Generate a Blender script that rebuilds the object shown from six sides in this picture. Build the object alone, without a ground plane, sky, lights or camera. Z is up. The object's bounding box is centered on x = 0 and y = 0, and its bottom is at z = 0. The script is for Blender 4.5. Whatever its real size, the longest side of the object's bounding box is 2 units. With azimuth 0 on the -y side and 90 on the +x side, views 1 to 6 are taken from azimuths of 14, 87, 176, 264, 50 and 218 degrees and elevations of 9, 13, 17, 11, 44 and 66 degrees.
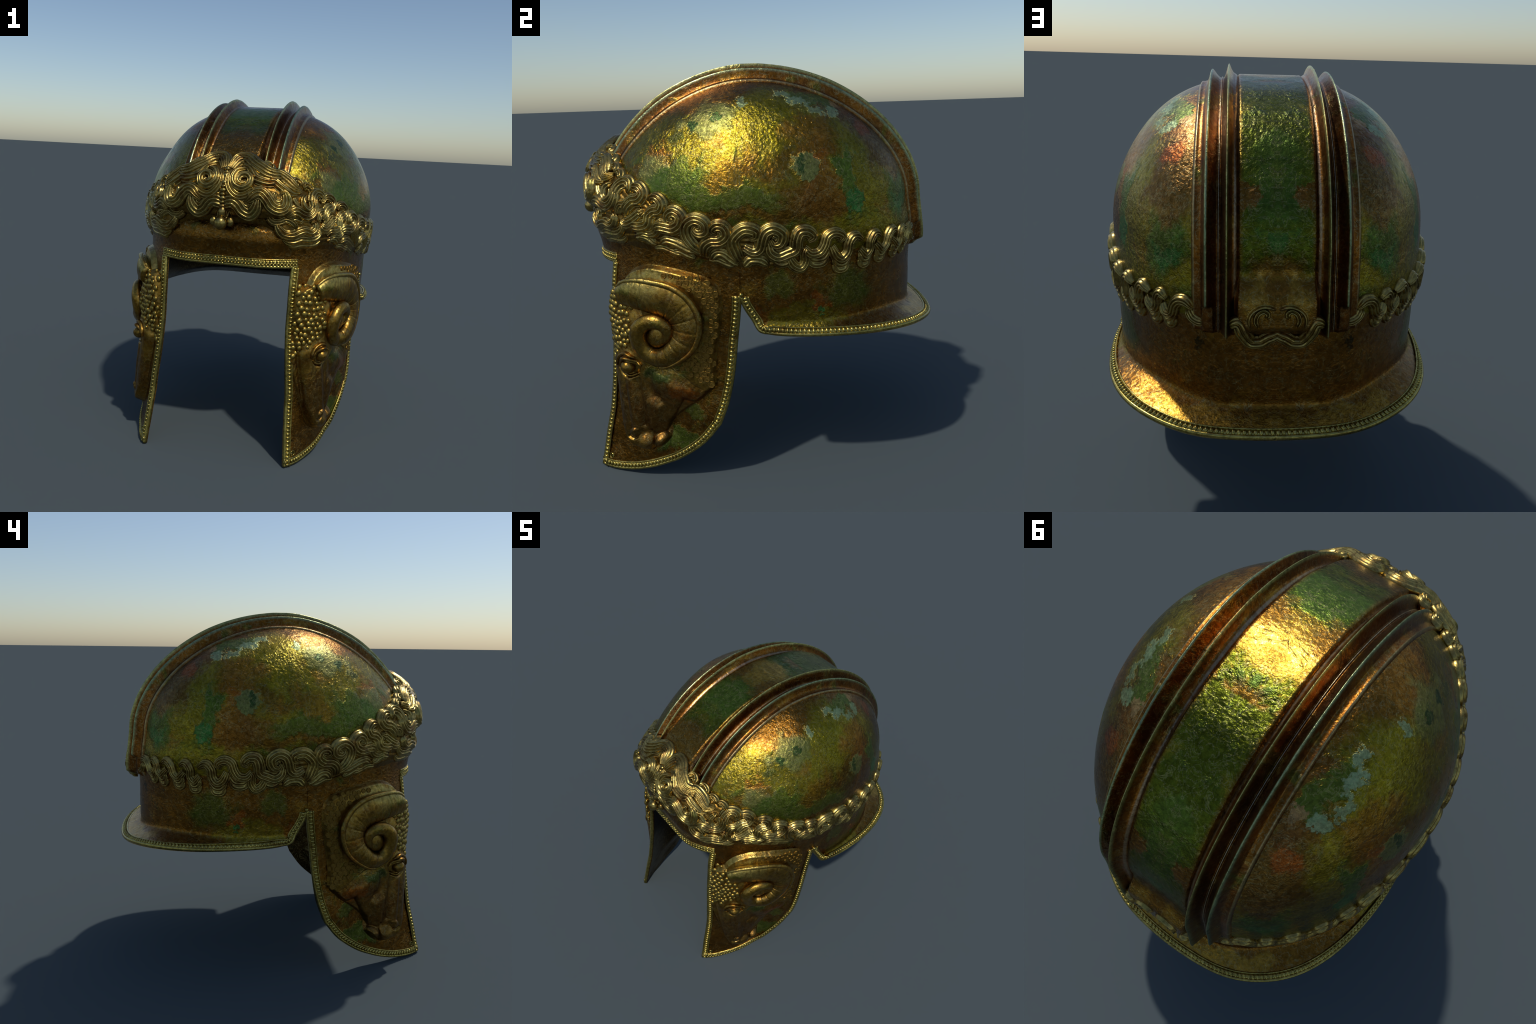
# Bronze helmet with hair band, ram-head cheek guards, double crest ridges and a flared neck guard.
import math, random
import numpy as np
# ---------------------------------------------------------------- base form
ZC, B = 1.33, 0.603               # level of greatest width, height of dome above it
XF = 0.15                         # half-width of the flat strip between the two half ellipses

def curve(xs, ys):
    """smooth monotone (pchip) interpolation through a few control points"""
    xs = np.array(xs, float); ys = np.array(ys, float)
    h = np.diff(xs); d = np.diff(ys) / h
    m = np.zeros(len(xs)); m[0] = d[0]; m[-1] = d[-1]
    for i in range(1, len(xs) - 1):
        if d[i-1] * d[i] > 0:
            w1 = 2*h[i] + h[i-1]; w2 = h[i] + 2*h[i-1]
            m[i] = (w1 + w2) / (w1/d[i-1] + w2/d[i])
    def f(x):
        x = np.clip(np.asarray(x, float), xs[0], xs[-1])
        i = np.clip(np.searchsorted(xs, x) - 1, 0, len(h) - 1)
        t = (x - xs[i]) / h[i]
        return ((2*t**3 - 3*t**2 + 1)*ys[i] + (t**3 - 2*t**2 + t)*h[i]*m[i]
                + (-2*t**3 + 3*t**2)*ys[i+1] + (t**3 - t**2)*h[i]*m[i+1])
    return f

YC = curve([0, .3, .95, 1.1, 1.33], [-.05, -.04, .03, .03, -.03])      # y of the widest point
W  = curve([0, .3, .55, .8, .95, 1.08, 1.2, 1.33], [.668, .668, .658, .662, .668, .672, .686, .698])
YF = curve([0, .1, .2, .34, .53, .7, .85, 1.0, 1.08, 1.2, 1.26, 1.33], [.946, .92, .89, .852, .842, .845, .85, .843, .84, .84, .815, .745])
YB = curve([0, .8, 1.0, 1.15, 1.33], [.77, .77, .765, .770, .802])

def section(p, z, f=1.0):
    """point of the helmet wall; p: -15..0 flat front, 0..180 side ellipse, 180..195 flat back (x >= 0 side)"""
    p = np.asarray(p, float); z = np.asarray(z, float)
    th = np.radians(np.clip(p, 0, 180))
    flat = np.where(p < 0, XF*(p + 15)/15, np.where(p > 180, XF*(195 - p)/15, XF))
    low = np.clip((z - .98)/.25, 0, 1)                  # quarters of the section are drawn in a little
    q = 1 - np.where(th > math.pi/2, .032 - .022*low, .045*low)*np.sin(2*th)**2*f
    q = q + np.where(th > math.pi/2, .022*(1 - low)*np.sin(4*th) + .020*np.exp(-((z - 1.22)/.09)**2)*np.sin(2*th)**2, 0)
    q = q - .036*np.exp(-((th - 1.22)/.55)**2 - ((z - 1.69)/.15)**2) + .024*np.exp(-((th - .55)/.30)**2 - ((z - 1.45)/.13)**2)
    x = flat + (W(z) - XF)*f*np.sin(th)*q
    y = YC(z) - np.where(th < math.pi/2, YF(z), YB(z))*f*np.cos(th)*q
    return np.stack(np.broadcast_arrays(x, y, z), -1)

def dome_f(p, z):
    """size of the section at height z: an ellipse at the sides, a slightly leaner arc along the crest"""
    c = np.cos(np.radians(np.clip(p, 0, 180)))
    n = 2 - np.where(c > 0, .22, .17)*c**2
    return np.clip(1 - (np.clip(np.asarray(z, float) - ZC, 0, B)/B)**n, 1e-6, 1)**(1/n)

def cheek_dent(p, z):
    """the cheek plates are flatter than the ellipse between their edges"""
    zl = np.interp(p, [30, 40, 50, 59, 68, 73], [0, .03, .09, .17, .26, .34])
    s = np.clip((p - 27)/(80 - 27), 0, 1)
    k = lambda v: np.clip(v, 0, 1)**2*(3 - 2*np.clip(v, 0, 1))
    return (.022*(4*s*(1 - s))**1.2*k((.97 - z)/.35)*k((z - zl)/.16)*(p < 80) + .010*k((p - 44)/24)*k((.45 - z)/.25)*(p < 86)
            + .026*np.exp(-((p - 59)/9)**2 - ((z - .24)/.12)**2) + .014*k((p - 34)/12)*k((.20 - z)/.12)*k((66 - p)/8))

def surf(p, z, off=0.0):
    """helmet surface at section coordinate p and height z, moved out by off along the normal"""
    p, z, off = np.broadcast_arrays(np.asarray(p, float), np.asarray(z, float), np.asarray(off, float))
    f = lambda zz: dome_f(p, zz)
    P = section(p, z, f(z))
    if not np.any(off) and not np.any((z < .95) & (p < 82)):
        return P
    off = off - cheek_dent(p, z)
    e = .05
    du = section(p + e, z, f(z)) - section(p - e, z, f(z))
    dz = section(p, z + .002, f(z + .002)) - section(p, z - .002, f(z - .002))
    n = np.cross(du, dz); n /= np.linalg.norm(n, axis=-1, keepdims=True) + 1e-12
    return P + n*off[..., None]

# ---------------------------------------------------------------- hair band: a padded bed that follows the hairline
HAIR_UP = curve([-15, -8, 8, 18, 27, 37, 49, 60, 80, 97, 115, 135, 160], [1.612, 1.63, 1.592, 1.558, 1.515, 1.46, 1.405, 1.36, 1.30, 1.27, 1.245, 1.225, 1.215])
HAIR_LO = curve([-15, 4, 18, 27, 42, 63, 77, 90, 100, 125, 140, 160], [1.30, 1.30, 1.23, 1.185, 1.16, 1.14, 1.09, 1.075, 1.05, 1.04, 1.045, 1.085])
HAIR_PAD = curve([-15, 10, 30, 55, 80, 100, 180], [.110, .080, .037, .010, .001, .000, .000])

def hair_surf(p, z, h=0.0):
    """surface of the padded hair band (h: height above it)"""
    lo, up = HAIR_LO(p), HAIR_UP(p)
    t = np.clip((np.asarray(z, float) - lo)/(up - lo), 0, 1)
    return surf(p, z, HAIR_PAD(p)*np.sin(math.pi*np.clip(t, 0, 1))**(.5 + .7*np.clip((np.asarray(p, float) - 4)/14, 0, 1)) + h + 1e-9)

# ================================================================ mesh tools
import bpy
rng = np.random.default_rng(7)
random.seed(7)

def obj_from(name, V, F, mat, parent=None, smooth=True):
    me = bpy.data.meshes.new(name)
    V = np.asarray(V, np.float32).reshape(-1, 3)
    F = [tuple(f) for f in F] if not isinstance(F, np.ndarray) else F
    if isinstance(F, np.ndarray):
        n = len(F)
        me.vertices.add(len(V)); me.vertices.foreach_set("co", V.ravel())
        me.loops.add(n*4); me.loops.foreach_set("vertex_index", F.astype(np.int32).ravel())
        me.polygons.add(n); me.polygons.foreach_set("loop_start", np.arange(0, 4*n, 4, dtype=np.int32))
        me.update(calc_edges=True); me.validate()
    else:
        me.from_pydata(V.tolist(), [], F)
    me.shade_smooth() if smooth else me.shade_flat()
    me.materials.append(mat)
    o = bpy.data.objects.new(name, me)
    bpy.context.scene.collection.objects.link(o)
    if parent: o.parent = parent
    return o

def quads(nr, nc, wrap=False, base=0, flip=False):
    """faces of an nr x nc vertex grid (wrap: closed along the columns)"""
    r = np.arange(nr - 1)[:, None]; c = np.arange(nc if wrap else nc - 1)[None]
    c2 = (c + 1) % nc
    f = np.stack([r*nc + c, (r+1)*nc + c, (r+1)*nc + c2, r*nc + c2], -1).reshape(-1, 4) + base
    return f[:, ::-1] if flip else f

def mirror(V):
    return np.asarray(V)*[-1, 1, 1]

def unit(v):
    return v/(np.linalg.norm(v, axis=-1, keepdims=True) + 1e-12)

def catmull(P, n):
    """smooth curve through the control points P, n samples evenly spread along it"""
    P = np.asarray(P, float)
    Q = np.vstack([2*P[0] - P[1], P, 2*P[-1] - P[-2]])
    out = []
    for i in range(len(P) - 1):
        a, b, c, d = Q[i:i+4]
        t = np.linspace(0, 1, 24, endpoint=False)[:, None]
        out.append(.5*(2*b + (c - a)*t + (2*a - 5*b + 4*c - d)*t**2 + (3*b - a - 3*c + d)*t**3))
    out = np.vstack(out + [P[-1:]])
    return resample(out, n)

def resample(P, n, metric=None):
    M = P if metric is None else metric
    s = np.concatenate([[0], np.cumsum(np.linalg.norm(np.diff(M, axis=0), axis=1))])
    t = np.linspace(0, s[-1], n)
    return np.stack([np.interp(t, s, P[:, k]) for k in range(P.shape[1])], 1)

def sweep(C, N, prof):
    """loft closed cross-sections along curve C; prof[i]: (k,2) offsets (side, up) at sample i; ends capped by fans"""
    T = unit(np.gradient(C, axis=0)); S = unit(np.cross(T, N)); U = unit(np.cross(S, T))
    V = C[:, None] + S[:, None]*prof[..., :1] + U[:, None]*prof[..., 1:]
    n, k = V.shape[:2]
    F = quads(n, k, wrap=True)
    V = np.vstack([V.reshape(-1, 3), V[0].mean(0), V[-1].mean(0)])
    j = np.arange(k); j2 = (j + 1) % k
    c0 = np.stack([np.full(k, n*k), np.full(k, n*k), j, j2], 1)
    c1 = np.stack([np.full(k, n*k+1), np.full(k, n*k+1), (n-1)*k + j2, (n-1)*k + j], 1)
    caps = [tuple(q[1:]) for q in np.vstack([c0, c1])]
    return V, [tuple(f) for f in F] + caps

def circle(r, k=10, sx=1.0, sy=1.0):
    a = np.linspace(0, 2*math.pi, k, endpoint=False)
    return np.stack([np.cos(a)*r*sx, np.sin(a)*r*sy], 1)

def join(parts):
    V, F, b = [], [], 0
    for v, f in parts:
        V.append(np.asarray(v)); F += [tuple(int(i) + b for i in q) for q in f]; b += len(v)
    return np.vstack(V), F

def normal_at(p, z):
    e = .2
    return unit(surf(p, z, .01) - surf(p, z))

def p_of_y(y, z):
    """section coordinate of the side wall point with this y at height z"""
    c = YC(z) - np.asarray(y, float)
    return np.degrees(np.arccos(np.clip(c/np.where(c > 0, YF(z), YB(z)), -1, 1)))

def shell(name, G, Nrm, mat, parent, thick, walls, flip=False, wrap=False):
    """double-walled sheet from a vertex grid; walls: set of open sides to close ('t','b','l','r')"""
    n, m = G.shape[:2]
    inner = G - Nrm*thick
    V = np.vstack([G.reshape(-1, 3), inner.reshape(-1, 3)])
    F = [quads(n, m, wrap, 0, flip), quads(n, m, wrap, n*m, not flip)]
    idx = np.arange(n*m).reshape(n, m)
    def wall(a, rev):
        if wrap: a = np.append(a, a[0])
        q = np.stack([a[:-1], a[1:], a[1:] + n*m, a[:-1] + n*m], 1)
        F.append(q[:, ::-1] if rev != flip else q)
    if 't' in walls: wall(idx[0], True)
    if 'b' in walls: wall(idx[-1], False)
    if 'l' in walls: wall(idx[:, 0], False)
    if 'r' in walls: wall(idx[:, -1], True)
    o = obj_from(name, V, np.vstack(F), mat, parent)
    inside = np.zeros(len(o.data.polygons), np.int32); inside[len(F[0]):len(F[0]) + len(F[1])] = 1
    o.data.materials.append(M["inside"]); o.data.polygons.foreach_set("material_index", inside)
    return o

def both(name, V, F, mat, parents, **kw):
    """right part and its mirror image"""
    Fm = F[:, ::-1] if isinstance(F, np.ndarray) else [tuple(reversed(f)) for f in F]
    return [obj_from(name, V, F, mat, parents[0], **kw), obj_from(name, mirror(V), Fm, mat, parents[1], **kw)]

# ================================================================ materials
class Nodes:
    def __init__(s, name):
        s.m = bpy.data.materials.new(name); s.m.use_nodes = True
        s.t = s.m.node_tree; s.n = s.t.nodes; s.l = s.t.links
        s.bsdf = s.n["Principled BSDF"]
        tc = s.n.new("ShaderNodeTexCoord"); sep = s.n.new("ShaderNodeSeparateXYZ")
        s.l.new(tc.outputs["Object"], sep.inputs[0])
        s.x, s.y, s.z = s.math("ABSOLUTE", sep.outputs[0]), sep.outputs[1], sep.outputs[2]
        s.raw = tc.outputs["Object"]
        cmb = s.n.new("ShaderNodeCombineXYZ")
        for i, o in enumerate((s.x, s.y, s.z)): s.l.new(o, cmb.inputs[i])
        s.co = cmb.outputs[0]                       # mirrored coordinates: both halves wear alike
    def put(s, sock, v):
        if isinstance(v, (int, float, tuple, list)): sock.default_value = v
        else: s.l.new(v, sock)
    def math(s, op, a, b=0.0, c=0.0, clamp=False):
        n = s.n.new("ShaderNodeMath"); n.operation = op; n.use_clamp = clamp
        for i, v in enumerate((a, b, c)): s.put(n.inputs[i], v)
        return n.outputs[0]
    def noise(s, scale, detail=4, rough=.55, dist=0.0, stretch=None, off=(0, 0, 0)):
        n = s.n.new("ShaderNodeTexNoise")
        mp = s.n.new("ShaderNodeMapping"); s.l.new(s.co, mp.inputs[0])
        mp.inputs["Scale"].default_value = stretch or (1, 1, 1); mp.inputs["Location"].default_value = off
        s.l.new(mp.outputs[0], n.inputs["Vector"])
        n.inputs["Scale"].default_value = scale; n.inputs["Detail"].default_value = detail
        n.inputs["Roughness"].default_value = rough; n.inputs["Distortion"].default_value = dist
        return n.outputs["Fac"]
    def voronoi(s, scale, feature="F1"):
        n = s.n.new("ShaderNodeTexVoronoi"); n.feature = feature
        s.l.new(s.co, n.inputs["Vector"]); n.inputs["Scale"].default_value = scale
        return n.outputs["Distance"]
    def step(s, v, a, b):
        n = s.n.new("ShaderNodeMapRange"); n.interpolation_type = 'SMOOTHSTEP'
        s.put(n.inputs[0], v); n.inputs[1].default_value = a; n.inputs[2].default_value = b
        return n.outputs[0]
    def mix(s, f, a, b):
        n = s.n.new("ShaderNodeMix"); n.data_type = 'RGBA'
        s.put(n.inputs[0], f); s.put(n.inputs[6], a if not isinstance(a, tuple) else (*a, 1)); s.put(n.inputs[7], b if not isinstance(b, tuple) else (*b, 1))
        return n.outputs[2]
    def warp(s, scale, amount):
        """coordinates shaken by noise, so that blotches get ragged outlines"""
        n = s.n.new("ShaderNodeTexNoise"); s.l.new(s.co, n.inputs["Vector"])
        n.inputs["Scale"].default_value = scale; n.inputs["Detail"].default_value = 5; n.inputs["Roughness"].default_value = .65
        d = s.n.new("ShaderNodeVectorMath"); d.operation = 'SUBTRACT'; s.l.new(n.outputs["Color"], d.inputs[0]); d.inputs[1].default_value = (.5, .5, .5)
        m = s.n.new("ShaderNodeVectorMath"); m.operation = 'MULTIPLY_ADD'; s.l.new(d.outputs[0], m.inputs[0]); m.inputs[1].default_value = (amount,)*3; s.l.new(s.co, m.inputs[2])
        return m.outputs[0]
    def spot(s, c, r, co, soft=.5):
        """blotch around point c (radii r in x, y, z)"""
        d = s.n.new("ShaderNodeVectorMath"); d.operation = 'SUBTRACT'; s.l.new(co, d.inputs[0]); d.inputs[1].default_value = c
        e = s.n.new("ShaderNodeVectorMath"); e.operation = 'DIVIDE'; s.l.new(d.outputs[0], e.inputs[0]); e.inputs[1].default_value = r if isinstance(r, tuple) else (r, r, r)
        l = s.n.new("ShaderNodeVectorMath"); l.operation = 'LENGTH'; s.l.new(e.outputs[0], l.inputs[0])
        return s.step(l.outputs["Value"], 1 + soft*.5, 1 - soft*.5)
    def finish(s, col, rough, metal, bumps, spec=.5):
        s.put(s.bsdf.inputs["Base Color"], col); s.put(s.bsdf.inputs["Roughness"], rough); s.put(s.bsdf.inputs["Metallic"], metal)
        prev = None
        for h, strength, dist in bumps:
            b = s.n.new("ShaderNodeBump"); b.inputs["Strength"].default_value = strength; b.inputs["Distance"].default_value = dist
            s.put(b.inputs["Height"], h)
            if prev is not None: s.l.new(prev, b.inputs["Normal"])
            prev = b.outputs[0]
        if prev is not None: s.l.new(prev, s.bsdf.inputs["Normal"])
        return s.m

GOLD, BRASS, BROWN = (.42, .235, .032), (.46, .35, .10), (.200, .085, .014)
RUST, GREEN, DEEP = (.34, .095, .012), (.070, .130, .016), (.024, .062, .014)
OLIVE, MINT, VERDE = (.245, .185, .016), (.24, .33, .17), (.045, .17, .040)
UMBER, ORANGE, YELLOW, RED = (.15, .062, .018), (.31, .130, .016), (.27, .215, .014), (.42, .075, .012)
SAGE, TAN, BLACK = (.165, .185, .050), (.33, .20, .08), (.020, .026, .012)

def patina(name, base, spots=(), mottles=(), edge=(), rough=.25, grain=.9, lines=None):
    """aged bronze: base colour, noise mottles (colour, scale, from, to, offset) and placed blotches"""
    s = Nodes(name)
    broad, ragged = s.warp(8, .28), s.warp(30, .12)
    col = s.mix(s.step(s.noise(5.5, 4, .6), .35, .65), tuple(c*.82 for c in base), tuple(min(1, c*1.14) for c in base))
    green = 0.0
    for c, sc, a, b, off, amt in mottles:
        f = s.math("MULTIPLY", s.step(s.noise(sc, 5, .62, .5, off=off), a, b), amt)
        col = s.mix(f, col, c)
        if c in (GREEN, DEEP, MINT, VERDE, SAGE): green = s.math("MAXIMUM", green, f)
    for c, pos, r, amt, soft in spots:
        f = s.math("MULTIPLY", s.spot(pos, r, broad if soft > .3 else ragged, soft), amt)
        col = s.mix(f, col, c)
        if c in (GREEN, DEEP, MINT, VERDE, SAGE): green = s.math("MAXIMUM", green, f)
    for c, x0, w, amt in edge:                     # coloured lines along crests and grooves (constant x)
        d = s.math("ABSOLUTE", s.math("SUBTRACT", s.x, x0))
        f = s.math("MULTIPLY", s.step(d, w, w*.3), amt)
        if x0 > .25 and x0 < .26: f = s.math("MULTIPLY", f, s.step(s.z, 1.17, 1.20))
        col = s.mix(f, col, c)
    speck = s.step(s.noise(46, 6, .72, .5), .30, .70)
    sh = s.n.new('ShaderNodeMix'); sh.data_type = 'RGBA'; sh.blend_type = 'MULTIPLY'; sh.inputs[0].default_value = 1
    s.put(sh.inputs[6], col); s.put(sh.inputs[7], s.mix(speck, (.60, .58, .52), (1.28, 1.26, 1.2))); col = sh.outputs[2]
    pits = s.step(s.noise(60, 3, .6), .30, .22)
    col = s.mix(s.math("MULTIPLY", pits, .55), col, (.05, .03, .012))
    painted_wrinkle_light = s.math('ABSOLUTE', s.math('SUBTRACT', s.noise(21, 5, .6, 1.2, off=(8, 1, 6)), .5))
    col = s.mix(s.math('MULTIPLY', s.step(painted_wrinkle_light, .022, .004), .32), col, (.40, .34, .15))  # thin pale lines paint lit wrinkle tops from the cavity shading
    fleck = s.step(s.noise(95, 2, .5, off=(5, 5, 5)), .68, .76)
    col = s.mix(s.math("MULTIPLY", fleck, .30), col, (.42, .36, .18))
    r = s.math("ADD", rough, s.math("MULTIPLY", s.math("SUBTRACT", s.noise(14, 4), .5), .30))
    r = s.math("ADD", r, s.math("MULTIPLY", green, .10), clamp=True)
    met = s.math("SUBTRACT", .985, s.math("MULTIPLY", green, .14))
    ham = s.noise(30, 4, .6, .8)
    fine = s.noise(72, 4, .62, .9)
    where = s.step(s.noise(6, 3, .6, off=(2, 6, 1)), .38, .62)         # the grain is coarse in some places, worn flat in others
    fine = s.math("MULTIPLY", fine, s.math("ADD", .55, s.math("MULTIPLY", where, .9)))
    return s.finish(col, r, met, ([(green, .45, .006)] if not isinstance(green, float) else []) + [(s.math('SUBTRACT', 1.0, pits), .30*grain, .007), (s.noise(9, 2), .08*grain, .05), (ham, .20*grain, .012), (fine, .42*grain, .007)])

def make_materials():
    M = {}
    M["dome"] = patina("patinated_dome_bronze", OLIVE, mottles=[
            (BROWN, 3.4, .50, .64, (0, 0, 0), .75), (GREEN, 4.6, .54, .66, (7, 2, 1), .7), (ORANGE, 4, .60, .70, (2, 9, 4), .6), (SAGE, 13, .60, .72, (4, 4, 8), .4), (DEEP, 9, .64, .74, (1, 8, 8), .5)],
        spots=[(BROWN, (.35, -.16, 1.87), (.14, .36, .13), .9, .6), (BROWN, (.35, .28, 1.81), (.11, .30, .15), .9, .5), (UMBER, (.36, .56, 1.60), (.14, .20, .26), .8, .7), (ORANGE, (.38, -.26, 1.83), (.08, .16, .07), .8, .6),
               (YELLOW, (.52, .07, 1.76), (.22, .20, .15), .9, .6), (ORANGE, (.53, .23, 1.69), (.14, .13, .09), .75, .7), (ORANGE, (.62, .26, 1.47), (.16, .08, .22), .85, .5), (BROWN, (.66, .26, 1.40), (.15, .17, .09), .8, .6),
               (BROWN, (.69, .05, 1.36), (.12, .30, .07), .8, .5), (RUST, (.48, -.46, 1.60), .065, .7, .7), (ORANGE, (.66, -.16, 1.49), .085, .6, .7), (RED, (.38, .50, 1.66), .055, .5, .8), (RED, (.60, .26, 1.55), .05, .4, .8),
               (SAGE, (.50, -.24, 1.76), (.14, .14, .10), .75, .5), (SAGE, (.52, -.49, 1.54), (.1, .10, .10), .75, .5), (GREEN, (.58, -.38, 1.48), (.12, .16, .08), .75, .5), (GREEN, (.68, -.16, 1.40), (.12, .28, .055), .7, .5),
               (GREEN, (.38, .27, 1.81), (.07, .14, .08), .85, .35), (GREEN, (.57, .39, 1.48), (.12, .050, .16), .85, .35), (VERDE, (.58, .42, 1.36), .052, .9, .3), (GREEN, (.40, .66, 1.36), (.12, .09, .11), .8, .5), (VERDE, (.39, .66, 1.345), (.08, .055, .06), .7, .4),
               (SAGE, (.64, .20, 1.535), .066, .9, .25), (DEEP, (.64, .178, 1.545), (.1, .016, .045), .85, .25), (DEEP, (.51, -.20, 1.762), (.04, .034, .03), .85, .22), (DEEP, (.50, -.30, 1.722), (.04, .022, .03), .9, .2), (DEEP, (.49, -.38, 1.672), .034, .6, .3),
               (MINT, (.405, .11, 1.845), (.026, .050, .03), .8, .28), (MINT, (.432, .18, 1.812), (.034, .056, .032), .9, .25), (MINT, (.452, .26, 1.770), (.022, .065, .04), .75, .28), (MINT, (.40, .35, 1.755), (.055, .032, .04), .8, .28),
               (MINT, (.47, -.08, 1.822), (.040, .022, .04), .8, .25), (TAN, (.335, .38, 1.785), (.03, .035, .03), .8, .2), (TAN, (.36, .60, 1.57), .016, .7, .25)])
    M["wall"] = patina("brown_bronze", (.225, .100, .014), mottles=[
            (BROWN, 4, .45, .6, (9, 1, 1), .6), (ORANGE, 5, .54, .68, (1, 2, 3), .5), (GREEN, 5, .60, .72, (6, 1, 4), .55), (GOLD, 7, .57, .70, (3, 3, 9), .45), (BLACK, 8, .66, .74, (3, 7, 2), .7)],
        spots=[(GREEN, (.59, .38, .95), (.1, .13, .10), .65, .7), (GREEN, (.67, .06, 1.01), .07, .6, .6), (OLIVE, (.66, .15, .82), (.1, .26, .06), .8, .6), (RUST, (.64, .27, .90), .045, .8, .4), (VERDE, (.645, .26, .865), (.05, .022, .016), .9, .25),
               (RUST, (.66, -.06, .86), (.1, .04, .05), .6, .6), (BLACK, (.28, .77, 1.01), (.016, .05, .035), .8, .25), (BLACK, (.235, .79, .91), (.014, .05, .05), .7, .25), (BLACK, (.16, .80, .90), (.05, .05, .014), .7, .25), (BROWN, (0, .8, .92), (.4, .2, .11), .6, .6),
               (RUST, (.285, .77, .93), .03, .6, .4), (GOLD, (0, .92, .73), (.80, .45, .050), .75, .5), (GREEN, (.60, -.44, .20), (.12, .13, .06), .8, .5), (GREEN, (.60, -.37, .38), (.08, .07, .05), .7, .5), (ORANGE, (.40, -.80, .30), (.1, .05, .12), .7, .6), (BLACK, (.41, -.83, .14), (.03, .05, .014), .8, .3)])
    M["band"] = patina("green_crown_bronze", (.095, .112, .010), mottles=[
            (OLIVE, 5, .5, .64, (4, 4, 2), .6), (BROWN, 5, .60, .66, (4, 0, 2), .7), (DEEP, 6, .55, .66, (1, 7, 2), .6)],
        spots=[(GOLD, (0, -.06, 1.95), (.26, .150, .3), .95, .45), (BROWN, (.12, -.14, 1.95), (.06, .10, .1), .7, .3), (GREEN, (0, -.34, 1.87), (.24, .13, .12), .8, .6), (BROWN, (0, -.66, 1.70), (.4, .20, .14), .8, .7), (GREEN, (0, .62, 1.64), (.09, .25, .16), .7, .7),
               (BROWN, (.125, .72, 1.55), (.050, .12, .050), .9, .35), (VERDE, (0, .80, 1.41), (.055, .12, .075), .5, .8), (BROWN, (0, .82, 1.15), (.4, .2, .175), .9, .5), (GOLD, (.07, .82, 1.23), (.05, .1, .07), .5, .6)],
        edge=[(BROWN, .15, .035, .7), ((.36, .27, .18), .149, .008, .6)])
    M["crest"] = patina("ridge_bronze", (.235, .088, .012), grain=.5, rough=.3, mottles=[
            (UMBER, 6, .45, .6, (3, 2, 8), .6), (GREEN, 6, .54, .66, (2, 2, 2), .55), (GOLD, 5, .55, .68, (7, 3, 1), .5)],
        edge=[((.085, .034, .008), .225, .024, .55), ((.085, .034, .008), .196, .014, .55), ((.36, .27, .18), .149, .007, .7), ((.46, .46, .18), .179, .0075, .85), ((.30, .40, .22), .2525, .008, .8), ((.44, .38, .26), .2085, .0035, .7), ((.40, .31, .15), .298, .006, .7)])  # two near-black entries run along the ridge grooves, the others are paler lines
    M["hair"] = patina("bright_brass_hair", (.36, .262, .080), grain=.35, rough=.29, mottles=[(BROWN, 8, .52, .68, (0, 3, 3), .5), (BRASS, 6, .50, .66, (8, 0, 3), .6), (UMBER, 15, .54, .66, (3, 8, 1), .65), (GREEN, 9, .58, .70, (5, 5, 0), .45)])
    M["ram"] = patina("dark_gold_bronze", (.275, .160, .028), grain=.6, rough=.33, mottles=[(BROWN, 6, .48, .64, (0, 3, 3), .7), (UMBER, 14, .54, .66, (3, 8, 1), .5), (GREEN, 6, .56, .70, (5, 0, 3), .6), (GOLD, 7, .55, .7, (2, 2, 7), .5)],
        spots=[(BRASS, (.48, -.58, 1.02), (.2, .2, .07), .6, .6), (UMBER, (.56, -.55, .36), (.3, .25, .19), .6, .8), (DEEP, (.55, -.52, .56), (.1, .10, .05), .7, .5), (RUST, (.60, -.41, .47), (.08, .07, .045), .75, .6), (RUST, (.62, -.38, .74), (.07, .06, .10), .5, .7), (BRASS, (.53, -.66, .255), (.05, .03, .02), .6, .5)])
    M["rim"] = patina("gilded_rim_bronze", (.42, .335, .090), grain=.4, rough=.28, mottles=[(BROWN, 12, .55, .7, (0, 3, 3), .5)])
    M["bed"] = patina("dark_hair_bed", (.19, .105, .020), grain=.5, rough=.36)
    M["curl"] = patina("fleece_brass", (.36, .25, .055), grain=.3, rough=.30)
    M["inside"] = patina("shade_darkened_inside", (.055, .032, .010), grain=.5, rough=.36)  # base colour lowered to show the occluded shade inside bowl and guards
    return M

import bmesh
# ================================================================ the helmet
for o in list(bpy.data.objects): bpy.data.objects.remove(o)
M = make_materials()
helmet = bpy.data.objects.new("helmet", None); bpy.context.scene.collection.objects.link(helmet)
helmet["label"] = "ancient bronze helmet with ram-head cheek guards, curled hair band"
helmet["category"] = "helmet"
T = .020                                      # thickness of the metal
ZS = 1.08                                     # level where bowl, cheek guards and neck guard join

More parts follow.
